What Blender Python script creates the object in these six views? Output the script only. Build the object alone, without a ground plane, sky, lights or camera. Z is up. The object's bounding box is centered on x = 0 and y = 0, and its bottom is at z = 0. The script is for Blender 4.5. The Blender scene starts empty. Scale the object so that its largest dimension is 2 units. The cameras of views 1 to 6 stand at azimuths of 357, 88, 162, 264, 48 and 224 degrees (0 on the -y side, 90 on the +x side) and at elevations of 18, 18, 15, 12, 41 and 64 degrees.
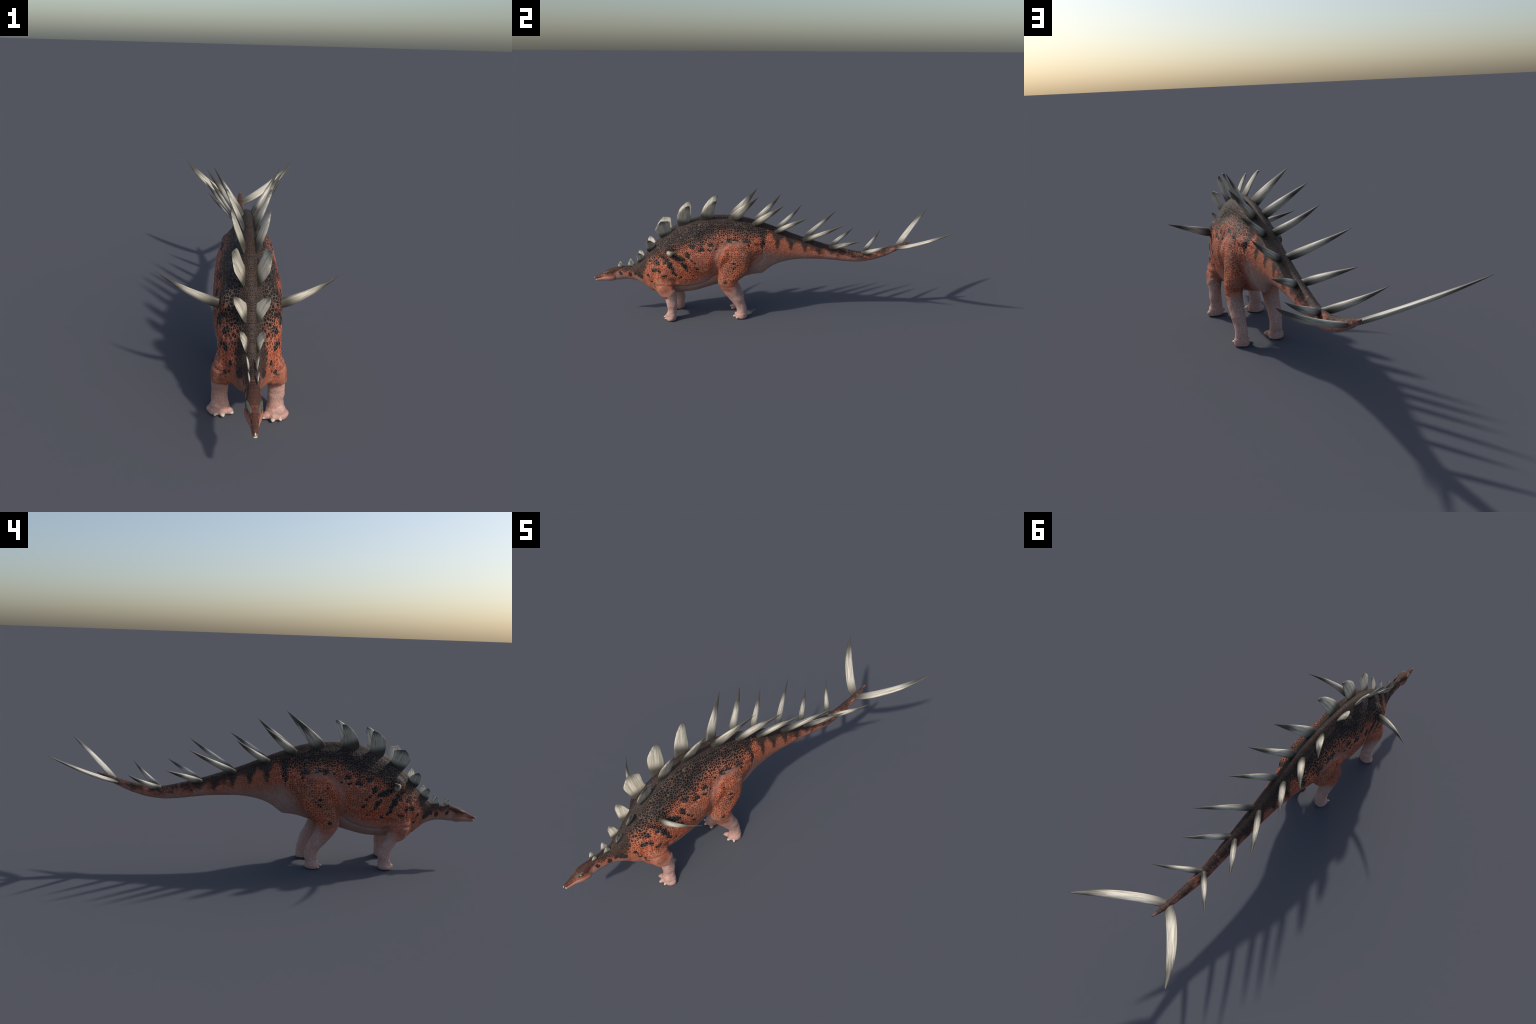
import bpy, bmesh, math, random
import numpy as np
from mathutils import Vector, Matrix

random.seed(7)
rng = np.random.default_rng(7)
scene = bpy.context.scene
COL = scene.collection

# ------------------------------------------------------------------ helpers
def pchip(xs, ys, xq):
    """monotone cubic interpolation of a control profile"""
    xs = np.asarray(xs, float); ys = np.asarray(ys, float)
    h = np.diff(xs); d = np.diff(ys) / h
    m = np.zeros_like(ys)
    for i in range(1, len(xs) - 1):
        if d[i - 1] * d[i] > 0:
            w1 = 2 * h[i] + h[i - 1]; w2 = h[i] + 2 * h[i - 1]
            m[i] = (w1 + w2) / (w1 / d[i - 1] + w2 / d[i])
    m[0] = d[0]; m[-1] = d[-1]
    xq = np.clip(xq, xs[0], xs[-1])
    k = np.clip(np.searchsorted(xs, xq) - 1, 0, len(h) - 1)
    t = (xq - xs[k]) / h[k]
    return ((1 + 2 * t) * (1 - t) ** 2 * ys[k] + t * (1 - t) ** 2 * h[k] * m[k]
            + t * t * (3 - 2 * t) * ys[k + 1] + t * t * (t - 1) * h[k] * m[k + 1])

def mesh_obj(name, verts, faces, mat=None, smooth=True):
    me = bpy.data.meshes.new(name)
    me.from_pydata([tuple(map(float, v)) for v in verts], [], faces)
    me.update()
    if smooth:
        me.polygons.foreach_set("use_smooth", [True] * len(me.polygons))
    if mat: me.materials.append(mat)
    ob = bpy.data.objects.new(name, me)
    COL.objects.link(ob)
    return ob

def loft(rings):
    """closed skin through rings (each n x 3), ends capped to a centre point"""
    n = len(rings[0]); V = []; F = []
    for r in rings: V += [tuple(p) for p in r]
    for i in range(len(rings) - 1):
        for j in range(n):
            a = i * n + j; b = i * n + (j + 1) % n
            F.append((a, b, b + n, a + n))
    c0 = len(V); V.append(tuple(np.mean(rings[0], axis=0)))
    c1 = len(V); V.append(tuple(np.mean(rings[-1], axis=0)))
    e = (len(rings) - 1) * n
    for j in range(n):
        F.append((c0, (j + 1) % n, j))
        F.append((c1, e + j, e + (j + 1) % n))
    return V, F

class Soup:
    def __init__(s): s.V = []; s.F = []
    def add(s, V, F):
        o = len(s.V); s.V += list(V); s.F += [tuple(i + o for i in f) for f in F]
    def ellipsoid(s, c, r, rot=None, nu=28, nv=16):
        rings = []
        for i in range(1, nv):
            th = math.pi * i / nv
            ring = [Vector((r[0] * math.sin(th) * math.cos(2 * math.pi * j / nu),
                            r[1] * math.sin(th) * math.sin(2 * math.pi * j / nu),
                            -r[2] * math.cos(th))) for j in range(nu)]
            if rot: ring = [rot @ v for v in ring]
            rings.append(np.array([[v.x + c[0], v.y + c[1], v.z + c[2]] for v in ring]))
        s.add(*loft(rings))

def sgnpow(v, p): return np.sign(v) * np.abs(v) ** p

# ------------------------------------------------------------------ trunk profile
# y, back height, belly height, half width, height of the widest point, upper / lower squareness
TRUNK = [
 (-0.885, .282, .214, .017, .250, 2.0, 2.0),
 (-0.860, .290, .213, .021, .250, 2.0, 2.0),
 (-0.820, .295, .217, .023, .252, 2.0, 2.0),
 (-0.785, .299, .215, .025, .252, 2.0, 2.0),
 (-0.755, .312, .208, .029, .252, 1.9, 2.0),
 (-0.730, .336, .197, .036, .254, 1.75, 2.0),
 (-0.700, .366, .176, .049, .258, 1.6, 2.1),
 (-0.670, .402, .153, .065, .264, 1.5, 2.2),
 (-0.630, .447, .138, .083, .280, 1.5, 2.2),
 (-0.580, .494, .134, .095, .305, 1.6, 2.1),
 (-0.520, .536, .136, .103, .325, 1.6, 1.9),
 (-0.450, .568, .140, .110, .340, 1.5, 1.8),
 (-0.380, .588, .155, .116, .352, 1.42, 1.68),
 (-0.300, .597, .178, .117, .362, 1.36, 1.5),
 (-0.230, .598, .197, .113, .375, 1.34, 1.38),
 (-0.150, .590, .218, .105, .400, 1.38, 1.32),
 (-0.080, .572, .238, .090, .412, 1.45, 1.30),
 (-0.030, .554, .243, .077, .412, 1.5, 1.28),
 ( 0.005, .543, .268, .068, .410, 1.55, 1.34),
 ( 0.030, .532, .288, .062, .407, 1.6, 1.45),
 ( 0.070, .517, .307, .055, .402, 1.65, 1.6),
 ( 0.120, .496, .322, .049, .396, 1.7, 1.75),
 ( 0.200, .466, .332, .042, .387, 1.8, 1.9),
 ( 0.300, .433, .331, .036, .374, 1.8, 2.0),
 ( 0.400, .404, .322, .031, .358, 1.8, 2.0),
 ( 0.490, .383, .313, .027, .343, 1.8, 2.0),
 ( 0.540, .374, .312, .026, .339, 1.8, 2.0),
 ( 0.600, .376, .320, .024, .345, 1.8, 2.0),
 ( 0.670, .386, .340, .0205, .362, 1.9, 2.0),
 ( 0.745, .408, .373, .0165, .390, 2.0, 2.0),
 ( 0.790, .424, .397, .012, .411, 2.0, 2.0),
 ( 0.820, .433, .418, .0075, .426, 2.0, 2.0),
 ( 0.841, .439, .435, .002, .437, 2.0, 2.0),
]
TR = np.array(TRUNK)
def trunk(y, k): return pchip(TR[:, 0], TR[:, k], np.asarray(y, float))

def section(y, n=72):
    zt, zb, w, zw, pu, pl = [float(trunk(y, k)) for k in range(1, 7)]
    a = np.linspace(0, 2 * np.pi, n, endpoint=False)
    c, s = np.cos(a), np.sin(a)
    p = np.where(s >= 0, pu, pl)
    x = w * sgnpow(c, 2 / p)
    z = zw + np.where(s >= 0, (zt - zw), (zw - zb)) * sgnpow(s, 2 / p)
    return np.stack([x, np.full(n, y), z], 1)

soup = Soup()
ys = np.concatenate([np.linspace(-.885, -.55, 70), np.linspace(-.545, .1, 90), np.linspace(.11, .841, 90)])
soup.add(*loft([section(y) for y in ys]))

# ------------------------------------------------------------------ head
# y, top, bottom, half width
SKULL = [(-.998, .2290, .2225, .0050), (-.990, .2345, .2225, .0075), (-.968, .2455, .227, .0100),
         (-.945, .2590, .232, .0130), (-.925, .2700, .230, .0195), (-.908, .2785, .228, .0235),
         (-.893, .2835, .226, .0235), (-.880, .2870, .224, .0215), (-.865, .290, .222, .0195)]
SK = np.array(SKULL)
rings = []
for y in np.linspace(-.998, -.865, 40):
    zt, zb, w = [float(pchip(SK[:, 0], SK[:, k], np.array(y))) for k in (1, 2, 3)]
    a = np.linspace(0, 2 * np.pi, 48, endpoint=False); c, s = np.cos(a), np.sin(a)
    zc = zb + (zt - zb) * .42
    p = 2.3
    rings.append(np.stack([w * sgnpow(c, 2 / p), np.full(48, y),
                           zc + np.where(s > 0, zt - zc, zc - zb) * sgnpow(s, 2 / p)], 1))
soup.add(*loft(rings))
JAW = [(-.989, .2165, .2100, .0062), (-.978, .2215, .2075, .0080), (-.962, .2265, .2080, .0100),
       (-.945, .2340, .2090, .0135), (-.925, .240, .2095, .0205), (-.905, .245, .2080, .0250),
       (-.888, .247, .2085, .0255), (-.876, .243, .2130, .0225)]
JW = np.array(JAW); rings = []
for y in np.linspace(-.989, -.876, 40):
    zt, zb, w = [float(pchip(JW[:, 0], JW[:, k], np.array(y))) for k in (1, 2, 3)]
    a = np.linspace(0, 2 * np.pi, 48, endpoint=False); c, s = np.cos(a), np.sin(a)
    zc = zb + (zt - zb) * .6
    rings.append(np.stack([w * sgnpow(c, .85), np.full(48, y),
                           zc + np.where(s > 0, zt - zc, zc - zb) * sgnpow(s, .95)], 1))
soup.add(*loft(rings))

# ------------------------------------------------------------------ limbs (right side; left mirrored with its own stride)
FORE = [  # z, x, y, half width x, half width y
 (.275, .068, -.585, .026, .050), (.235, .074, -.585, .031, .055), (.205, .080, -.583, .034, .052),
 (.182, .085, -.578, .034, .050), (.160, .0865, -.572, .033, .051), (.144, .088, -.566, .031, .046),
 (.132, .089, -.554, .029, .037), (.115, .0895, -.549, .028, .032), (.090, .0895, -.546, .0275, .028),
 (.065, .090, -.546, .027, .026), (.046, .090, -.5485, .028, .0255), (.028, .0915, -.552, .032, .028),
 (.012, .0925, -.5535, .036, .030), (.001, .0925, -.553, .035, .029)]
HIND = [
 (.490, .045, -.145, .030, .040), (.455, .054, -.152, .038, .060), (.420, .062, -.160, .043, .076),
 (.370, .068, -.172, .045, .087), (.320, .071, -.186, .045, .088), (.285, .0745, -.194, .043, .086),
 (.250, .077, -.211, .040, .074), (.225, .079, -.228, .038, .056), (.195, .0795, -.224, .036, .053),
 (.165, .0795, -.208, .034, .049), (.134, .079, -.1885, .031, .0445), (.100, .078, -.1655, .0275, .037),
 (.062, .0765, -.148, .0255, .0295), (.044, .0765, -.1465, .026, .029), (.026, .077, -.149, .030, .032),
 (.012, .0775, -.150, .0325, .034), (.001, .0775, -.150, .0315, .033)]
# toes: claw tip x, y, claw radius, claw length
FORE_TOES = [(.045, -.580, .0105, .028), (.078, -.599, .0090, .027), (.107, -.591, .0066, .021)]
HIND_TOES = [(.036, -.188, .0095, .026), (.080, -.199, .0088, .026), (.110, -.181, .0064, .020)]

def stride(kind, side, z):
    if side > 0: return 0.0 * z
    if kind == 'fore': return .030 * np.clip((.165 - z) / .085, 0, 1)
    return -.010 * np.clip((.45 - z) / .15, 0, 1) - .011 * np.clip((.10 - z) / .08, 0, 1)

CLAWS = []
def limb(kind, prof, toes, side):
    P = np.array(prof)[::-1]
    zz = np.concatenate([np.linspace(P[0, 0], .05, 14), np.linspace(.056, P[-1, 0], 46)])
    n = 44; a = np.linspace(0, 2 * np.pi, n, endpoint=False); rings = []
    for z in zz:
        x, y, rx, ry = [float(pchip(P[:, 0], P[:, k], np.array(z))) for k in (1, 2, 3, 4)]
        y += float(stride(kind, side, z))
        if kind == 'fore' and side < 0: ry *= 1 + .16 * math.exp(-((z - .085) / .035) ** 2)
        ring = np.stack([side * (x + rx * sgnpow(np.cos(a), .93)), y + ry * sgnpow(np.sin(a), .93), np.full(n, z)], 1)
        rings.append(ring if side > 0 else ring[::-1])
    soup.add(*loft(rings))
    cx, cy = (.0885, -.552) if kind == 'fore' else (.077, -.150)
    for i, (tx, ty, r, L) in enumerate(toes):
        d = Vector((tx - cx, ty - cy, 0)).normalized()
        dy = float(stride(kind, side, 0.0))
        tip = Vector((side * tx, ty + dy, .004 + r * .55)); d.x *= side
        tr = r * 1.2
        c = tip - d * (L * .58 + tr * .55)
        ang = math.atan2(d.y, d.x)
        rot = Matrix.Rotation(ang, 3, 'Z')
        soup.ellipsoid((c.x, c.y, tr * 1.0 + .001), (tr * 1.7, tr * 1.15, tr * 1.02), rot)
        CLAWS.append((kind, side, tip, d, r, L * .85))

for side in (1, -1):
    limb('fore', FORE, FORE_TOES, side)
    limb('hind', HIND, HIND_TOES, side)
    df = float(stride('fore', side, 0.0))
    # elbow, outer pad of the fore foot, breast muscle, rump
    soup.ellipsoid((side * .094, -.550, .165), (.024, .030, .032))
    soup.ellipsoid((side * .121, -.552 + df, .0115), (.013, .016, .0108))
    soup.ellipsoid((side * .100, -.562 + df, .030), (.022, .020, .020))
    soup.ellipsoid((side * .070, -.612, .195), (.026, .040, .045))
    soup.ellipsoid((side * .060, -.090, .452), (.028, .075, .026))
    soup.ellipsoid((side * .063, -.548, .390), (.034, .060, .060))

# ------------------------------------------------------------------ fuse into one skin
raw = mesh_obj("raw_skin", soup.V, soup.F)
rm = raw.modifiers.new("fuse", 'REMESH'); rm.mode = 'VOXEL'; rm.voxel_size = .0023; rm.use_smooth_shade = True
dg = bpy.context.evaluated_depsgraph_get()
me = bpy.data.meshes.new_from_object(raw.evaluated_get(dg))
bpy.data.objects.remove(raw, do_unlink=True)
nv = len(me.vertices)
co = np.empty(nv * 3); me.vertices.foreach_get("co", co); co = co.reshape(-1, 3)
ed = np.empty(len(me.edges) * 2, int); me.edges.foreach_get("vertices", ed); ed = ed.reshape(-1, 2)
deg = np.bincount(ed.ravel(), minlength=nv).astype(float)
def lap(v):
    out = np.zeros_like(v)
    for k in range(3):
        out[:, k] = np.bincount(ed[:, 0], v[ed[:, 1], k], nv) + np.bincount(ed[:, 1], v[ed[:, 0], k], nv)
    return out / deg[:, None]
def smooth(v, w, it):
    for _ in range(it):
        v = v + w[:, None] * (lap(v) - v)
    return v
def sstep(a, b, x):
    t = np.clip((x - a) / (b - a), 0, 1); return t * t * (3 - 2 * t)

co = smooth(co, np.full(nv, .5), 4)
def gauss_(x, s): return np.exp(-(x / s) ** 2)
ax = np.abs(co[:, 0]); Y = co[:, 1]; Z = co[:, 2]
body_w = sstep(-.86, -.78, Y) * (1 - sstep(.5, .7, Y)) * sstep(.05, .14, Z)
body_w *= 1 - .65 * gauss_(Y + .565, .05) * sstep(.235, .21, Z)
co = smooth(co, .5 * body_w, 60)

def normals(v):
    me.vertices.foreach_set("co", v.ravel()); me.update()
    n = np.empty(nv * 3); me.vertices.foreach_get("normal", n); return n.reshape(-1, 3)

# --- sculpted relief: every feature is a soft field added along the normal
def gauss(x, s): return np.exp(-(x / s) ** 2)
def line_field(y, z, pts, w):
    """1 along a polyline in the side plane, falling off with width w"""
    best = np.full(len(y), 9.)
    for (a, b), (c, d) in zip(pts[:-1], pts[1:]):
        ex, ez = c - a, d - b; L = ex * ex + ez * ez
        t = np.clip(((y - a) * ex + (z - b) * ez) / L, 0, 1)
        best = np.minimum(best, np.hypot(y - a - t * ex, z - b - t * ez))
    return gauss(best, w)
_perm = {}
def vnoise(p, scale, seed):
    """smooth lattice noise in -1..1"""
    if seed not in _perm: _perm[seed] = np.random.default_rng(seed).random((32, 32, 32)) * 2 - 1
    G = _perm[seed]; q = p * scale; i = np.floor(q).astype(int); f = q - i; f = f * f * (3 - 2 * f)
    r = 0
    for dx in (0, 1):
        for dy in (0, 1):
            for dz in (0, 1):
                w = (f[:, 0] if dx else 1 - f[:, 0]) * (f[:, 1] if dy else 1 - f[:, 1]) * (f[:, 2] if dz else 1 - f[:, 2])
                r = r + w * G[(i[:, 0] + dx) % 32, (i[:, 1] + dy) % 32, (i[:, 2] + dz) % 32]
    return r

N = normals(co)
ax = np.abs(co[:, 0]); Y = co[:, 1]; Z = co[:, 2]
d = np.zeros(nv)
top = trunk(Y, 1)
# spinal ridge: a rounded band standing proud between the plates, with a groove on either side
on_back = sstep(.04, .015, top - Z) * sstep(-.87, -.80, Y) * (1 - sstep(.70, .8, Y))
rw = .016 - .006 * sstep(.2, .6, Y) - .004 * sstep(-.6, -.78, Y)
d += on_back * (.0016 * gauss(ax, rw) - .0014 * gauss(ax - rw * 1.9, rw * .55))
# folds: belly fold, flank crease before the thigh, thigh rear edge, elbow crease, throat edge
side_w = sstep(.03, .06, ax)
d -= .0035 * side_w * line_field(Y, Z, [(-.53, .188), (-.44, .190), (-.36, .212), (-.29, .255)], .008)
d -= .0040 * side_w * line_field(Y, Z, [(-.285, .27), (-.282, .33), (-.268, .38), (-.245, .43), (-.21, .465)], .010)
d -= .0085 * side_w * line_field(Y, Z, [(-.302, .25), (-.298, .33), (-.286, .40), (-.268, .44)], .020)
d -= .0025 * side_w * line_field(Y, Z, [(-.06, .44), (-.03, .41), (-.02, .36), (-.06, .30)], .009)
# hollow above the hip blade, from the loin to the root of the tail
d -= .009 * sstep(.03, .05, ax) * line_field(Y, Z, [(-.36, .500), (-.27, .520), (-.18, .520), (-.08, .508), (.0, .485)], .022)
d += .003 * side_w * line_field(Y, Z, [(-.20, .462), (-.12, .468), (-.03, .450)], .012)
d -= .0065 * side_w * line_field(Y, Z, [(-.610, .242), (-.565, .238), (-.525, .226)], .016)
d -= .0035 * side_w * line_field(Y, Z, [(-.635, .205), (-.585, .212), (-.535, .203), (-.515, .185)], .007)
# muscle and skin folds: shoulder blade, throat pouch, thigh muscle, knee
d += .0030 * side_w * line_field(Y, Z, [(-.60, .24), (-.575, .30), (-.55, .35)], .016)
d -= .0022 * side_w * line_field(Y, Z, [(-.655, .19), (-.648, .26), (-.63, .32)], .007)
d -= .0020 * side_w * line_field(Y, Z, [(-.225, .40), (-.20, .34), (-.185, .29)], .010)
d -= .0016 * side_w * line_field(Y, Z, [(-.275, .205), (-.235, .196), (-.19, .200)], .005)
d -= .0022 * side_w * line_field(Y, Z, [(-.02, .452), (.015, .442), (.035, .445)], .005)
for k in range(5):
    yk = -.52 - .012 * k
    d -= .0009 * side_w * line_field(Y, Z, [(yk, .215 + .003 * k), (yk + .02, .235), (yk + .035, .262)], .0035)
d -= .0040 * line_field(Y, Z, [(-.600, .128), (-.572, .132)], .009) * sstep(.05, .06, ax)
d += .0030 * line_field(Y, Z, [(-.572, .105), (-.566, .085)], .012) * sstep(.05, .06, ax)
d += .0022 * side_w * gauss(Z - .120, .018) * gauss(Y + .155, .02)
# ankle and wrist creases
for s in (1, -1):
    m = (co[:, 0] * s > 0)
    d -= .0016 * m * gauss(Z - .034 - .1 * (Y + .15), .004) * gauss(Y + .15, .05)
    d -= .0012 * m * gauss(Z - .040, .004) * gauss(Y + .545, .05)
# neck wrinkles behind the skull and general skin unevenness
d += .0007 * np.sin(Y * 900) * gauss(Y + .862, .016) * sstep(.25, .28, Z)
on_leg = sstep(.25, .15, Z) * sstep(.05, .06, ax)
d += .0012 * vnoise(co, 34, 1) * (1 - sstep(-.80, -.86, Y) * 1.0) * (.5 + 1.4 * on_leg)
d += .0005 * vnoise(co, 95, 2) * (1 - sstep(-.80, -.86, Y))
co = co + N * d[:, None]
co = smooth(co, np.full(nv, .5), 1)
co[:, 2] = np.maximum(co[:, 2], 0.0)
N = normals(co)

# ------------------------------------------------------------------ materials
class NT:
    """small helper to write node trees as expressions"""
    def __init__(s, name):
        s.m = bpy.data.materials.new(name); s.m.use_nodes = True
        s.t = s.m.node_tree; s.t.nodes.clear()
        s.out = s.t.nodes.new('ShaderNodeOutputMaterial')
        s.bsdf = s.t.nodes.new('ShaderNodeBsdfPrincipled')
        s.t.links.new(s.bsdf.outputs[0], s.out.inputs[0])
    def put(s, sock, v):
        if isinstance(v, bpy.types.NodeSocket): s.t.links.new(v, sock)
        elif isinstance(v, (tuple, list)):
            sock.default_value = tuple(v) + ((1.0,) if len(v) == 3 and len(sock.default_value) == 4 else ())
        else: sock.default_value = v
    def math(s, op, a, b=0.0, c=0.0, clamp=False):
        n = s.t.nodes.new('ShaderNodeMath'); n.operation = op; n.use_clamp = clamp
        for i, v in enumerate((a, b, c)): s.put(n.inputs[i], v)
        return n.outputs[0]
    def add(s, a, b): return s.math('ADD', a, b)
    def sub(s, a, b): return s.math('SUBTRACT', a, b)
    def mul(s, a, b): return s.math('MULTIPLY', a, b)
    def mx(s, a, b): return s.math('MAXIMUM', a, b)
    def step(s, x, a, b):
        n = s.t.nodes.new('ShaderNodeMapRange'); n.interpolation_type = 'SMOOTHSTEP'
        s.put(n.inputs[0], x); n.inputs[1].default_value = a; n.inputs[2].default_value = b
        return n.outputs[0]
    def coord(s, which='Object'):
        return s.t.nodes.new('ShaderNodeTexCoord').outputs[which]
    def xyz(s, v):
        n = s.t.nodes.new('ShaderNodeSeparateXYZ'); s.put(n.inputs[0], v); return n.outputs
    def vec(s, x, y, z):
        n = s.t.nodes.new('ShaderNodeCombineXYZ')
        for i, v in enumerate((x, y, z)): s.put(n.inputs[i], v)
        return n.outputs[0]
    def vmath(s, op, a, b):
        n = s.t.nodes.new('ShaderNodeVectorMath'); n.operation = op
        s.put(n.inputs[0], a); s.put(n.inputs[1], b); return n.outputs[0]
    def mapping(s, v, scale=(1, 1, 1), rot=(0, 0, 0), loc=(0, 0, 0)):
        n = s.t.nodes.new('ShaderNodeMapping'); s.put(n.inputs[0], v)
        n.inputs['Location'].default_value = loc; n.inputs['Rotation'].default_value = rot
        n.inputs['Scale'].default_value = scale; return n.outputs[0]
    def noise(s, v, scale, detail=3.0, rough=.5):
        n = s.t.nodes.new('ShaderNodeTexNoise'); s.put(n.inputs['Vector'], v)
        n.inputs['Scale'].default_value = scale; n.inputs['Detail'].default_value = detail
        n.inputs['Roughness'].default_value = rough
        return n.outputs
    def voronoi(s, v, scale, feature='F1', rnd=1.0):
        n = s.t.nodes.new('ShaderNodeTexVoronoi'); n.feature = feature; s.put(n.inputs['Vector'], v)
        n.inputs['Scale'].default_value = scale; n.inputs['Randomness'].default_value = rnd
        return n.outputs
    def curve(s, x, pts, x0, x1, y0, y1):
        """y = f(x) through control points"""
        n = s.t.nodes.new('ShaderNodeFloatCurve'); c = n.mapping.curves[0]
        P = [((a - x0) / (x1 - x0), (b - y0) / (y1 - y0)) for a, b in pts]
        while len(c.points) < len(P): c.points.new(.5, .5)
        for q, (a, b) in zip(c.points, P): q.location = (a, b)
        n.mapping.update()
        s.put(n.inputs['Value'], s.math('DIVIDE', s.sub(x, x0), x1 - x0))
        return s.add(s.mul(n.outputs[0], y1 - y0), y0)
    def mix(s, f, a, b):
        n = s.t.nodes.new('ShaderNodeMix'); n.data_type = 'RGBA'
        s.put(n.inputs[0], f); s.put(n.inputs[6], a); s.put(n.inputs[7], b); return n.outputs[2]
    def ramp(s, f, stops):
        n = s.t.nodes.new('ShaderNodeValToRGB'); e = n.color_ramp.elements
        while len(e) < len(stops): e.new(.5)
        for q, (p, c) in zip(e, stops): q.position = p; q.color = tuple(c) + (1.0,)
        s.put(n.inputs[0], f); return n.outputs[0]
    def bump(s, h, strength, dist):
        n = s.t.nodes.new('ShaderNodeBump'); n.inputs['Strength'].default_value = strength
        n.inputs['Distance'].default_value = dist; s.put(n.inputs['Height'], h)
        s.t.links.new(n.outputs[0], s.bsdf.inputs['Normal'])
    def finish(s, col, rough=.6, spec=.3):
        s.put(s.bsdf.inputs['Base Color'], col); s.put(s.bsdf.inputs['Roughness'], rough)
        s.bsdf.inputs['Specular IOR Level'].default_value = spec
        return s.m

def rgb(r, g, b):
    f = lambda c: (c / 255 / 12.92) if c / 255 <= .04045 else ((c / 255 + .055) / 1.055) ** 2.4
    return (f(r), f(g), f(b))

# --- hide: every mask lives in the animal's side plane (y along the body, z up), mirrored left and right
BACK_EDGE = [(-1.0, .224), (-.96, .239), (-.93, .249), (-.90, .257), (-.88, .256), (-.865, .270), (-.81, .272), (-.775, .270),
             (-.745, .264), (-.705, .272), (-.684, .315), (-.65, .340), (-.60, .366), (-.515, .396), (-.46, .428),
             (-.406, .434), (-.35, .447), (-.30, .472), (-.246, .488), (-.19, .480), (-.14, .474), (-.086, .478),
             (-.04, .490), (.0, .490), (.10, .459), (.18, .438), (.25, .406), (.333, .386), (.44, .364), (.53, .352),
             (.60, .356), (.68, .369), (.745, .392), (1.0, .478)]
STRIPE_DEPTH = [(-1.0, 0), (-.12, 0), (-.07, .05), (-.02, .07), (.05, .066), (.14, .05), (.22, .034), (.30, .022), (.38, .014), (.46, .0), (1.0, 0)]
BELLY_EDGE = [(-1.0, .21), (-.96, .217), (-.93, .221), (-.905, .217), (-.887, .220), (-.873, .243), (-.81, .243), (-.76, .235), (-.73, .222), (-.70, .165), (-.66, .13),
              (-.60, .13), (-.565, .148), (-.53, .180), (-.467, .205), (-.385, .232), (-.33, .252), (-.295, .250), (-.27, .18), (-.23, .160),
              (-.19, .190), (-.165, .215), (-.135, .255), (-.087, .305), (-.032, .368), (.05, .366), (.134, .362), (.23, .355),
              (.37, .350), (.51, .338), (.61, .338), (.716, .370), (.80, .412), (1.0, .48)]
# black blotches: y, z, half length, half width, slope in degrees
BLOTCHES = [
 (-.840, .258, .012, .007, -60), (-.787, .256, .014, .009, -75), (-.728, .250, .024, .012, -50), (-.755, .262, .016, .010, 0),
 (-.500, .372, .042, .013, -20), (-.545, .325, .030, .013, -68), (-.524, .280, .024, .009, -52), (-.492, .254, .007, .006, 0),
 (-.465, .322, .030, .011, -62), (-.584, .265, .017, .007, -22), (-.640, .293, .018, .008, 8), (-.612, .290, .014, .009, -70),
 (-.448, .388, .018, .011, -50), (-.402, .313, .013, .007, -38), (-.408, .343, .006, .005, 0), (-.437, .289, .006, .005, 0),
 (-.419, .271, .006, .005, 0), (-.424, .359, .009, .006, -30), (-.423, .435, .018, .013, -20), (-.372, .418, .015, .010, 30),
 (-.324, .417, .008, .007, 0), (-.289, .420, .005, .005, 0), (-.257, .462, .010, .007, 20), (-.316, .445, .014, .008, 10),
 (-.676, .250, .015, .008, -45), (-.662, .224, .012, .005, -50), (-.592, .372, .020, .010, -30), (-.620, .335, .020, .009, -35),
 (-.570, .350, .022, .010, 40), (-.645, .205, .010, .005, -60),
 (-.220, .393, .006, .005, 0), (-.245, .338, .006, .004, 0), (-.191, .340, .009, .008, 20), (-.189, .315, .009, .006, 30),
 (-.167, .329, .007, .005, 10), (-.238, .231, .009, .008, 0), (-.212, .466, .020, .013, 0), (-.178, .470, .014, .010, 0),
 (-.118, .466, .022, .011, -15), (-.110, .443, .008, .007, -40), (-.030, .424, .013, .006, -60),
]
# soft brownish smudges and pale rubbed folds
SMUDGES = [(-.20, .36, .05, .03, 80), (-.13, .42, .05, .02, -30), (-.218, .305, .030, .016, 80), (-.228, .268, .030, .013, 75), (-.165, .345, .035, .022, 60), (-.06, .40, .03, .02, 70)]
FOLDS = [(-.293, .365, .060, .016, 84), (-.255, .420, .045, .013, 60), (-.180, .450, .060, .014, 5), (-.300, .300, .030, .013, 80), (-.01, .385, .030, .020, 60)]

n = NT("skin")
obj = n.coord('Object'); o = n.xyz(obj)
P = n.vec(n.math('ABSOLUTE', o[0]), o[1], o[2])
wob = n.noise(P, 55, 3, .6)
Pj = n.vmath('ADD', P, n.vmath('MULTIPLY', n.vmath('SUBTRACT', wob[1], (.5, .5, .5)), (.004, .004, .004)))
net = n.voronoi(Pj, 92, 'DISTANCE_TO_EDGE', .75)[0]
cell = n.voronoi(Pj, 92, 'F1', .75)
headm = n.sub(1.0, n.step(o[1], -.88, -.83))
fine = n.add(n.mul(n.voronoi(Pj, 190, 'DISTANCE_TO_EDGE', 1.0)[0], n.sub(1.0, headm)), n.mul(n.voronoi(P, 340, 'DISTANCE_TO_EDGE', 1.0)[0], headm))
grain = n.noise(P, 420, 2, .6)[0]
mott = n.noise(P, 24, 4, .6)[0]
patch = n.noise(P, 9, 3, .55)[0]
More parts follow.
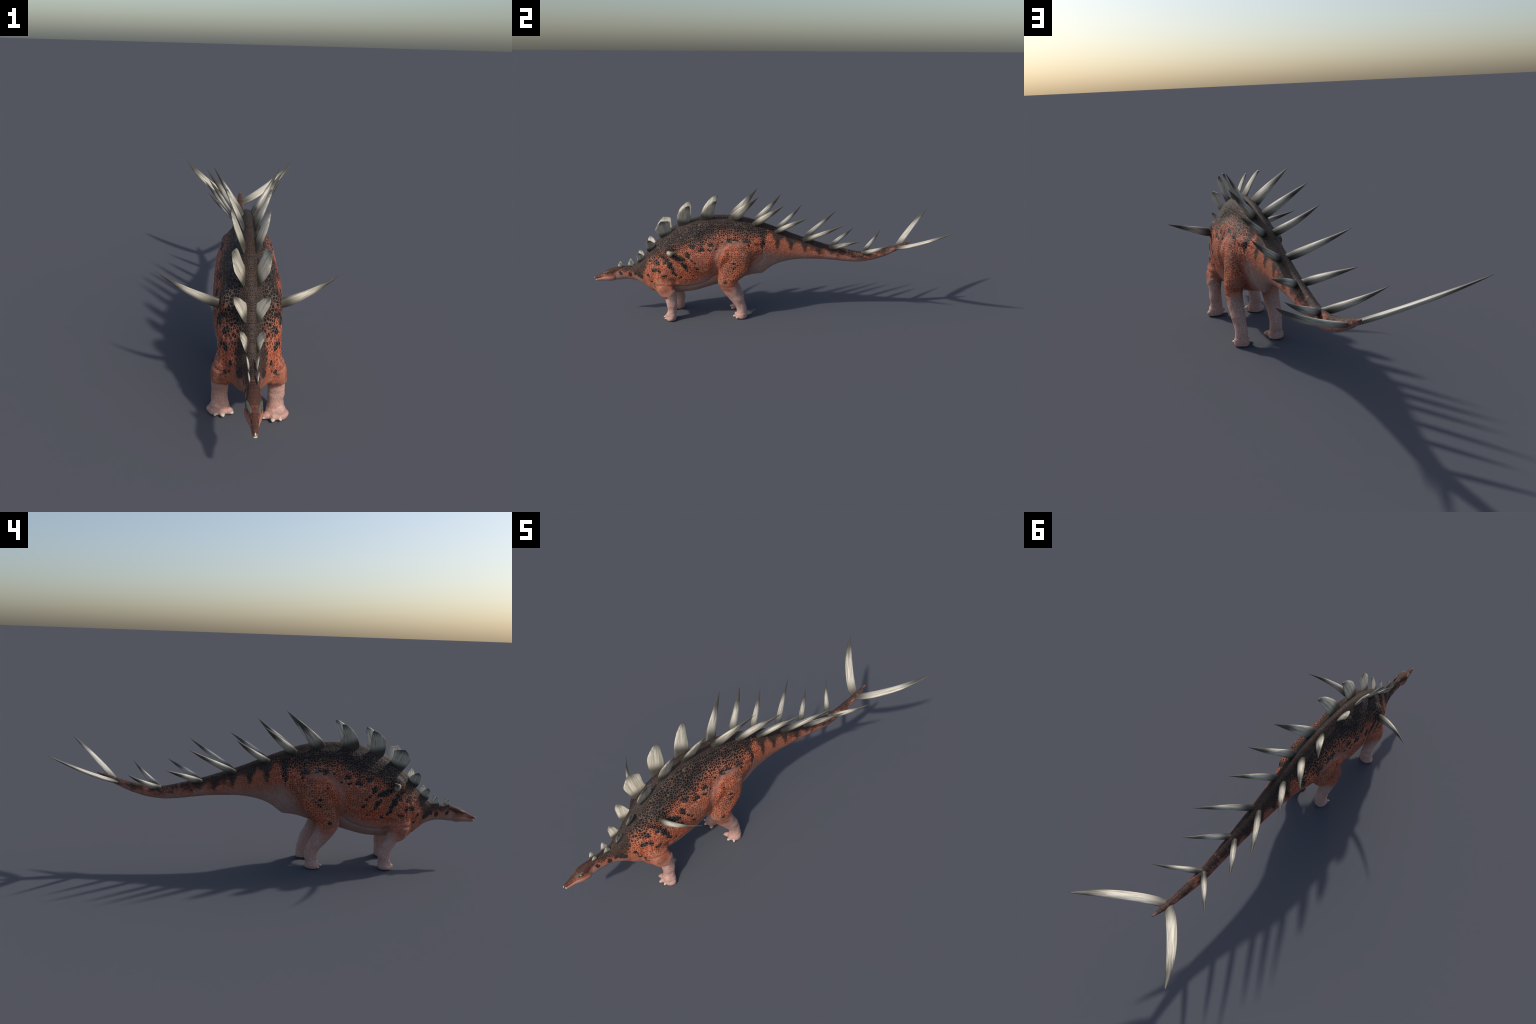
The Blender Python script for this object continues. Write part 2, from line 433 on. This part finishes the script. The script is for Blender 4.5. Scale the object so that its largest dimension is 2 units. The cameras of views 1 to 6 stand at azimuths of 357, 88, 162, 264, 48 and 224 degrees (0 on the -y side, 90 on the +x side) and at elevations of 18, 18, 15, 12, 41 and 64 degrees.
# masks are sampled partly at scale centres, so that whole scales change colour
Pc = n.t.nodes.new('ShaderNodeMix'); Pc.data_type = 'VECTOR'
Pc.inputs[0].default_value = .65; n.put(Pc.inputs[4], P); n.put(Pc.inputs[5], cell['Position'])
Pc = Pc.outputs[1]
warp = n.noise(Pc, 42, 2, .5)[1]
Q = n.vmath('ADD', Pc, n.vmath('MULTIPLY', n.vmath('SUBTRACT', warp, (.5, .5, .5)), (0, .022, .022)))
q = n.xyz(Q); y, z = q[1], q[2]; yz = n.vec(0.0, y, z)

def spots(lst):
    best = None
    for (sy, sz, a, b, ang) in lst:
        mp = n.t.nodes.new('ShaderNodeMapping'); mp.vector_type = 'TEXTURE'
        n.put(mp.inputs[0], yz)
        mp.inputs['Location'].default_value = (0, sy, sz); mp.inputs['Rotation'].default_value = (math.radians(ang), 0, 0)
        mp.inputs['Scale'].default_value = (1, a, b)
        ln = n.t.nodes.new('ShaderNodeVectorMath'); ln.operation = 'LENGTH'; n.put(ln.inputs[0], mp.outputs[0])
        best = ln.outputs['Value'] if best is None else n.math('MINIMUM', best, ln.outputs['Value'])
    return best

wave = n.math('POWER', n.add(n.mul(n.math('COSINE', n.mul(n.sub(y, .055), 2 * math.pi / .081)), .5), .5), 2.2)
depth = n.curve(y, STRIPE_DEPTH, -1, 1, 0, .1)
edge = n.sub(n.curve(y, BACK_EDGE, -1, 1, .2, .7), n.mul(wave, depth))
above = n.sub(z, edge)
back = n.step(n.add(above, n.mul(n.sub(mott, .5), .10)), -.014, .016)
blot = n.sub(1.0, n.step(spots(BLOTCHES), .85, 1.35))
dark = n.mx(n.mul(back, n.sub(1.0, n.mul(headm, .12))), blot)
low = n.sub(n.curve(y, BELLY_EDGE, -1, 1, .1, .6), n.add(z, n.mul(n.sub(mott, .5), .09)))
pale = n.step(low, -.04, .04)
fold = n.mul(n.sub(1.0, n.step(spots(FOLDS), .4, 1.5)), .75)
smud = n.mul(n.sub(1.0, n.step(spots(SMUDGES), .3, 1.5)), .75)
leg = n.sub(1.0, n.step(o[2], .10, .20))

# scale size: big on the flanks, fine on tail, neck, head, belly, limbs and spine
big = n.mul(n.mul(n.step(o[1], -.73, -.66), n.sub(1.0, n.step(o[1], -.02, .10))), n.mul(n.step(o[2], .19, .24), n.sub(1.0, pale)))
ridge = n.mul(n.sub(1.0, n.step(n.math('ABSOLUTE', o[0]), .022, .042)), n.step(above, .02, .06))
big = n.mul(big, n.sub(1.0, ridge))
line_b = n.mx(n.sub(1.0, n.step(net, .02, .12)), n.mul(n.sub(1.0, n.step(net, .03, .17)), n.sub(1.0, dark))); line_f = n.sub(1.0, n.step(fine, .03, .20))
line = n.add(n.mul(line_b, big), n.mul(n.mul(line_f, n.sub(.92, n.mul(dark, .34))), n.sub(1.0, big)))
lv_ = n.mul(line, n.add(.62, n.mul(mott, .7)))

oran_c = n.mix(n.step(patch, .35, .68), rgb(146, 56, 32), rgb(120, 62, 45))
oran_c = n.mix(n.mul(grain, .4), oran_c, rgb(164, 80, 50))
oran_l = n.mix(n.step(patch, .4, .7), rgb(198, 122, 92), rgb(164, 116, 96))
dark_c = n.mix(ridge, rgb(26, 24, 24), rgb(38, 31, 28))
dark_l = n.mix(n.step(mott, .4, .62), rgb(84, 70, 64), rgb(108, 85, 74))
dark_l = n.mix(n.mul(n.sub(1.0, n.step(above, -.005, .055)), n.add(.22, n.mul(big, .78))), dark_l, rgb(168, 104, 78))
dark_l = n.mix(ridge, dark_l, rgb(94, 76, 66))
dark_l = n.mix(n.mul(headm, .8), dark_l, rgb(76, 58, 49))
blot_l = n.mix(blot, dark_l, rgb(86, 78, 74))
cellc = n.mix(smud, oran_c, rgb(96, 58, 44)); umber = n.mul(n.step(n.add(above, n.mul(n.sub(mott, .5), .14)), -.065, .0), .62)
cellc = n.mix(n.mul(umber, n.add(.35, n.mul(big, .65))), cellc, rgb(66, 36, 27)); cellc = n.mix(dark, cellc, dark_c)
linec = n.mix(dark, oran_l, blot_l)
col = n.mix(lv_, cellc, linec)
upper = n.mul(n.mul(n.sub(1.0, n.step(o[2], .17, .26)), n.step(mott, .36, .62)), .6)
col = n.mix(n.mul(upper, n.sub(1.0, dark)), col, n.mix(n.step(grain, .35, .65), rgb(178, 112, 88), rgb(200, 140, 118)))
foldc = n.mix(n.step(grain, .3, .7), rgb(172, 122, 106), rgb(150, 104, 92))
col = n.mix(n.mul(fold, n.sub(1.0, n.mul(dark, .8))), col, foldc)
speck = n.step(n.noise(P, 230, 3, .7)[0], .35, .68)
bel = n.mix(speck, rgb(150, 116, 106), rgb(186, 152, 140))
legc = n.mix(speck, rgb(170, 130, 119), rgb(205, 167, 155))
legc = n.mix(n.mul(n.step(mott, .48, .72), .55), legc, rgb(168, 112, 90))
palec = n.mix(leg, bel, legc)
col = n.mix(n.mul(pale, n.sub(1.0, n.mul(dark, .9))), col, palec)
hgt = n.add(n.mul(n.math('MINIMUM', net, .2), n.mul(big, 4.0)), n.add(n.mul(fine, .8), n.mul(grain, .35)))
n.bump(hgt, .6, .0018)
MAT_SKIN = n.finish(col, .66, .2)


def horn_material(name, tip_at, base_at, cream=(206, 198, 182)):
    n = NT(name)
    g = n.xyz(n.coord('Generated'))[2]; P = n.coord('Object')
    streak = n.noise(n.mapping(P, (190, 190, 9)), 1.0, 3, .6)[0]
    broad = n.noise(n.mapping(P, (60, 60, 5)), 1.0, 2, .5)[0]
    gg = n.add(g, n.mul(n.sub(streak, .5), .16))
    tip = n.step(gg, tip_at - .16, tip_at + .13)
    base = n.sub(1.0, n.step(gg, base_at - .10, base_at + .17))
    body = n.mix(n.step(streak, .35, .72), rgb(*cream), rgb(cream[0] * .74, cream[1] * .73, cream[2] * .69))
    body = n.mix(n.mul(n.step(broad, .5, .75), .35), body, rgb(150, 140, 122))
    c = n.mix(n.mul(base, .94), body, rgb(58, 56, 49))
    c = n.mix(n.mul(tip, .92), c, rgb(52, 50, 44))
    n.bump(streak, .25, .0012)
    return n.finish(c, .45, .35)
MAT_SPIKE = horn_material("spike_horn", .60, .20)
MAT_TAIL_SPIKE = horn_material("tail_spike_horn", .70, .14, (214, 206, 190))
MAT_PLATE = horn_material("plate_horn", .87, .33)
n = NT("claw_horn"); g = n.noise(n.coord(), 120, 2)[0]
MAT_CLAW = n.finish(n.mix(g, rgb(214, 206, 186), rgb(176, 166, 146)), .4, .4)
n = NT("brow_scute"); g = n.noise(n.coord(), 420, 2)[0]
MAT_BROW = n.finish(n.mix(n.step(g, .35, .65), rgb(66, 66, 58), rgb(98, 95, 84)), .7)
n = NT("eye_iris"); g = n.xyz(n.coord())
rr = n.math('SQRT', n.add(n.math('POWER', g[1], 2.0), n.math('POWER', g[2], 2.0)))
MAT_EYE = n.finish(n.mix(n.step(rr, .0012, .0016), rgb(8, 8, 6), rgb(72, 88, 28)), .08, .6)
MAT_EYE.node_tree.nodes['Principled BSDF'].inputs['Coat Weight'].default_value = .6

# ------------------------------------------------------------------ split the skin into anatomical parts
root = bpy.data.objects.new("stegosaur", None); COL.objects.link(root)
root["label"] = "Spiny orange and black plated dinosaur with paired tail spikes"
root["category"] = "dinosaur"

nf = len(me.polygons)
ls = np.empty(nf, int); me.polygons.foreach_get("loop_start", ls)
lt = np.empty(nf, int); me.polygons.foreach_get("loop_total", lt)
lv = np.empty(len(me.loops), int); me.loops.foreach_get("vertex_index", lv)
fc = np.empty(nf * 3); me.polygons.foreach_get("center", fc); fc = fc.reshape(-1, 3)
X, Y, Z = fc[:, 0], fc[:, 1], fc[:, 2]; AX = np.abs(X)
region = np.full(nf, 2)                                  # torso
region[Y < -.715 - .25 * (Z - .26)] = 1                  # neck
region[Y < -.874 + .25 * (Z - .25)] = 0                  # head
region[Y > .02 + .2 * (Z - .4)] = 3                      # tail
for kind, prof, zmax, base in (('fore', FORE, .212, 4), ('hind', HIND, .415, 6)):
    P = np.array(prof)[::-1]
    px, py, rx, ry = [pchip(P[:, 0], P[:, k], Z) for k in (1, 2, 3, 4)]
    for i, side in enumerate((1, -1)):
        q = ((AX - px) / (rx * 1.25)) ** 2 + ((Y - py - stride(kind, side, Z)) / (ry * 1.22)) ** 2
        near = (Y < -.44) if kind == 'fore' else (Y > -.40)
        m = (X * side > 0) & near & (Z < zmax) & (AX > .03) & ((q < 1) | (Z < .12))
        region[m] = base + i
PARTS = ["head", "neck", "torso", "tail", "forelimb", "forelimb", "hindlimb", "hindlimb"]
part = {}
for r, name in enumerate(PARTS):
    fi = np.nonzero(region == r)[0]
    loops = [lv[ls[f]:ls[f] + lt[f]] for f in fi]
    used = np.unique(np.concatenate(loops))
    remap = np.full(nv, -1); remap[used] = np.arange(len(used))
    ob = mesh_obj(name, co[used], [tuple(int(i) for i in remap[l]) for l in loops], MAT_SKIN)
    ob.data.normals_split_custom_set_from_vertices([tuple(v) for v in N[used]])
    ob.parent = root
    part[r] = ob
bpy.data.meshes.remove(me)

# ------------------------------------------------------------------ spikes
def frame(origin, zdir, xhint):
    z = Vector(zdir).normalized(); x = Vector(xhint); x = (x - z * x.dot(z)).normalized(); y = z.cross(x)
    M = Matrix((x, y, z)).transposed().to_4x4(); M.translation = origin; return M

def spike(name, base, mid, tip, a, b, wide, mat, parent, power=1.5, sink=.014, fall=.95):
    """curved horn: a, b = half widths at the base along 'wide' and across it"""
    B, Md, T = Vector(base), Vector(mid), Vector(tip)
    T = T + (T - Md).normalized() * .001
    M = frame(B, T - B, wide); Mi = M.inverted()
    m = Mi @ Md; t3 = Mi @ T
    ctrl = m * 2 - t3 * .5
    L = t3.length; nt, nr = 34, 28; rings = []
    for i in range(nt):
        t = -sink / L + (1 + sink / L) * (i / (nt - 1))
        tt = max(t, 0.0)
        c = ctrl * (2 * t * (1 - t)) + t3 * (t * t)
        w = max((1 - tt ** power) ** fall, .035)
        bulge = 1 - .12 * math.exp(-(tt / .08) ** 2)
        ang = np.linspace(0, 2 * np.pi, nr, endpoint=False)
        ridge = 1 + .02 * np.sin(ang * 5 + 1) * (1 - tt)
        rings.append(np.stack([c.x + a * w * bulge * np.cos(ang) * ridge, c.y + b * w * bulge * np.sin(ang) * ridge,
                               np.full(nr, c.z)], 1))
    V, F = loft(rings)
    ob = mesh_obj(name, V, F, mat)
    ob.matrix_world = M; ob.parent = parent
    return ob

# base, middle, tip (right side), half widths, direction of the wide axis
SPIKES = [
 ((.020, -.193, .574), (.069, -.126, .648), (.121, -.052, .722), .031, .0135, (0, 1, -.6)),
 ((.022, -.070, .546), (.081, .009, .612), (.146, .086, .680), .0205, .0165, (0, 1, -.8)),
 ((.022, .054, .502), (.084, .136, .558), (.143, .214, .6145), .0165, .0150, (0, 1, -.8)),
 ((.021, .215, .450), (.094, .312, .508), (.166, .416, .574), .0165, .0140, (0, 1, -.8)),
 ((.019, .371, .402), (.079, .445, .439), (.139, .520, .476), .0150, .0135, (0, 1, -.8)),
 ((.014, .562, .368), (.085, .624, .407), (.158, .687, .460), .0145, .0135, (0, 1, -.8)),
]
def mir(p, s): return (p[0] * s, p[1], p[2])
for s in (1, -1):
    for i, (b, m, t, a, bb, wd) in enumerate(SPIKES):
        if i == 2: t = (.143, .218, .609) if s > 0 else (.142, .209, .620)
        spike("spike", mir(b, s), mir(m, s), mir(t, s), a, bb, wd, MAT_SPIKE, root,
              power=1.3 if i == 0 else 1.75, fall=.92)
    spike("tail_spike", (.008 * s, .757, .394), (.153 * s, .864, .4665), (.277 * s, .997, .562),
          .0225, .0088, (-.73 * s, .665, .22), MAT_TAIL_SPIKE, root, power=3.0, fall=.82)
    spike("shoulder_spike", (.092 * s, -.551, .394), (.189 * s, -.531, .426), (.290 * s, -.476, .467),
          .0205, .0140, (0, -.5, 1), MAT_SPIKE, root, power=1.35)

# ------------------------------------------------------------------ plates
# origin, tip, direction along the back, front edge and rear edge (along, up) from root to tip, half thickness
PLATES = [
 ((.022, -.335, .582), (.075, -.284, .691), (0, 1, .10),
  [(-.046, -.014), (-.046, .003), (-.033, .036), (-.006, .075), (.025, .104), (.050, .117), (.063, .1168)],
  [(.028, -.014), (.031, -.004), (.038, .023), (.048, .065), (.058, .095), (.0635, .110), (.064, .1165)], .0085),
 ((.022, -.465, .553), (.060, -.437, .660), (0, 1, .35),
  [(-.040, -.014), (-.039, .006), (-.027, .048), (-.012, .075), (.014, .091), (.047, .1025), (.063, .1015)],
  [(.030, -.014), (.033, -.001), (.046, .030), (.055, .056), (.063, .080), (.0655, .093), (.0645, .101)], .0080),
 ((.022, -.575, .485), (.060, -.593, .576), (0, 1, .85),
  [(-.032, -.014), (-.031, .008), (-.024, .042), (-.0165, .068), (.006, .080), (.024, .085), (.041, .0875)],
  [(.046, -.014), (.048, .004), (.056, .022), (.074, .048), (.072, .056), (.058, .072), (.043, .087)], .0065),
 ((.020, -.672, .395), (.054, -.673, .463), (0, 1, 1.1),
  [(-.012, -.012), (-.010, .003), (.010, .033), (.026, .050), (.040, .0560), (.049, .0555)],
  [(.052, -.012), (.052, .000), (.055, .022), (.055, .036), (.053, .048), (.050, .055)], .0055),
 ((.018, -.718, .345), (.035, -.732, .383), (0, 1, 1.2),
  [(-.031, -.010), (-.030, .003), (-.013, .022), (.001, .036), (.011, .0395), (.019, .0388)],
  [(.018, -.010), (.018, -.002), (.022, .010), (.0235, .022), (.023, .032), (.0205, .0385)], .0045),
 ((.0115, -.785, .302), (.018, -.781, .337), (0, 1, .30),
  [(-.018, -.010), (-.017, .000), (-.008, .014), (.001, .026), (.010, .032), (.0125, .0325)],
  [(.018, -.010), (.018, .000), (.017, .008), (.016, .017), (.0145, .027), (.013, .0325)], .0035),
 ((.0110, -.845, .293), (.0155, -.843, .321), (0, 1, .05),
  [(-.012, -.008), (-.0115, .003), (-.008, .013), (-.004, .021), (.000, .0265), (.003, .028)],
  [(.013, -.008), (.0125, .003), (.0115, .010), (.010, .018), (.007, .025), (.0035, .028)], .0028),
]
def plate(spec, s):
    org, tip, tan, fr, bk, th = spec
    B = Vector(mir(org, s)); T = Vector(mir(tip, s)); t = Vector(tan).normalized()
    d = T - B; h = (d - t * d.dot(t)).normalized()
    M = frame(B, h, t)
    u = np.linspace(0, 1, len(fr)); nu, nr = 40, 36; rings = []
    v = 1 - (1 - np.linspace(0, 1, nu)) ** 1.5
    F0 = np.stack([pchip(u, [p[k] for p in fr], v) for k in (0, 1)], 1)
    K0 = np.stack([pchip(u, [p[k] for p in bk], v) for k in (0, 1)], 1)
    hmax = max(p[1] for p in fr)
    for i in range(nu):
        a = np.linspace(0, 2 * np.pi, nr, endpoint=False)
        w = (1 + np.cos(a)) / 2                           # 1 at the front edge, 0 at the rear edge
        P = F0[i][None] * w[:, None] + K0[i][None] * (1 - w[:, None])
        k = th * (1 - .72 * v[i] ** 1.6) * min(1.0, 2.2 * math.hypot(*(F0[i] - K0[i])) / .03) 
        y = k * sgnpow(np.sin(a), 1.15)
        y = y + .10 * s * -1 * hmax * (P[:, 1] / hmax) * (1 - P[:, 1] / hmax) * -.6
        rip = .04 * k * np.sin(w * 23 + i * .05) * np.sign(np.sin(a))
        rings.append(np.stack([P[:, 0], y + rip, P[:, 1]], 1))
    M2 = frame(B, T - B, t); Q = M2.inverted() @ M
    V, F = loft(rings)
    V = [Q @ Vector(v) for v in V]; M = M2                # axis of the horn grain runs root to tip
    ob = mesh_obj("back_plate", V, F, MAT_PLATE)
    ob.matrix_world = M; ob.parent = root
for s in (1, -1):
    for spec in PLATES: plate(spec, s)

# ------------------------------------------------------------------ claws, eyes, brows, beak
for kind, side, tip, dirv, r, L in CLAWS:
    back = tip - dirv * L + Vector((0, 0, r * .55))
    M = frame(back, tip - back, (0, 0, 1)); ln = (tip - back).length
    rings = []
    for i in range(18):
        t = i / 17
        w = math.sqrt(max(1 - t ** 2.4, 0.0006))
        ang = np.linspace(0, 2 * np.pi, 20, endpoint=False)
        rings.append(np.stack([r * .78 * w * np.cos(ang), r * w * np.sin(ang), np.full(20, ln * t)], 1))
    ob = mesh_obj("claw", *loft(rings), MAT_CLAW)
    ob.matrix_world = M
    ob.parent = part[(4 if kind == 'fore' else 6) + (0 if side > 0 else 1)]

def blob(name, c, r, rot, mat, parent, nu=24, nvv=14):
    sp = Soup(); sp.ellipsoid((0, 0, 0), r, None, nu, nvv)
    ob = mesh_obj(name, sp.V, sp.F, mat)
    ob.matrix_world = Matrix.Translation(c) @ rot.to_4x4(); ob.parent = parent
    return ob
for s in (1, -1):
    blob("eye", (.0195 * s, -.9195, .2555), (.0042, .0050, .0046), Matrix.Identity(3), MAT_EYE, part[0])
    b0, b1 = Vector((.0205 * s, -.906, .2690)), Vector((.0100 * s, -.945, .2555))
    ax = (b0 - b1).normalized(); M3 = frame((0, 0, 0), ax, (0.6 * s, 0, 1)).to_3x3()
    blob("brow_plate", (b0 + b1) / 2, (.0030, .0058, (b0 - b1).length / 2 + .001), M3, MAT_BROW, part[0])
tilt = Matrix.Rotation(math.radians(28), 3, 'X')
blob("beak", (0, -.9935, .2268), (.0026, .0058, .0046), tilt, MAT_CLAW, part[0])
blob("beak", (0, -.9870, .2145), (.0058, .0042, .0026), Matrix.Identity(3), MAT_CLAW, part[0])
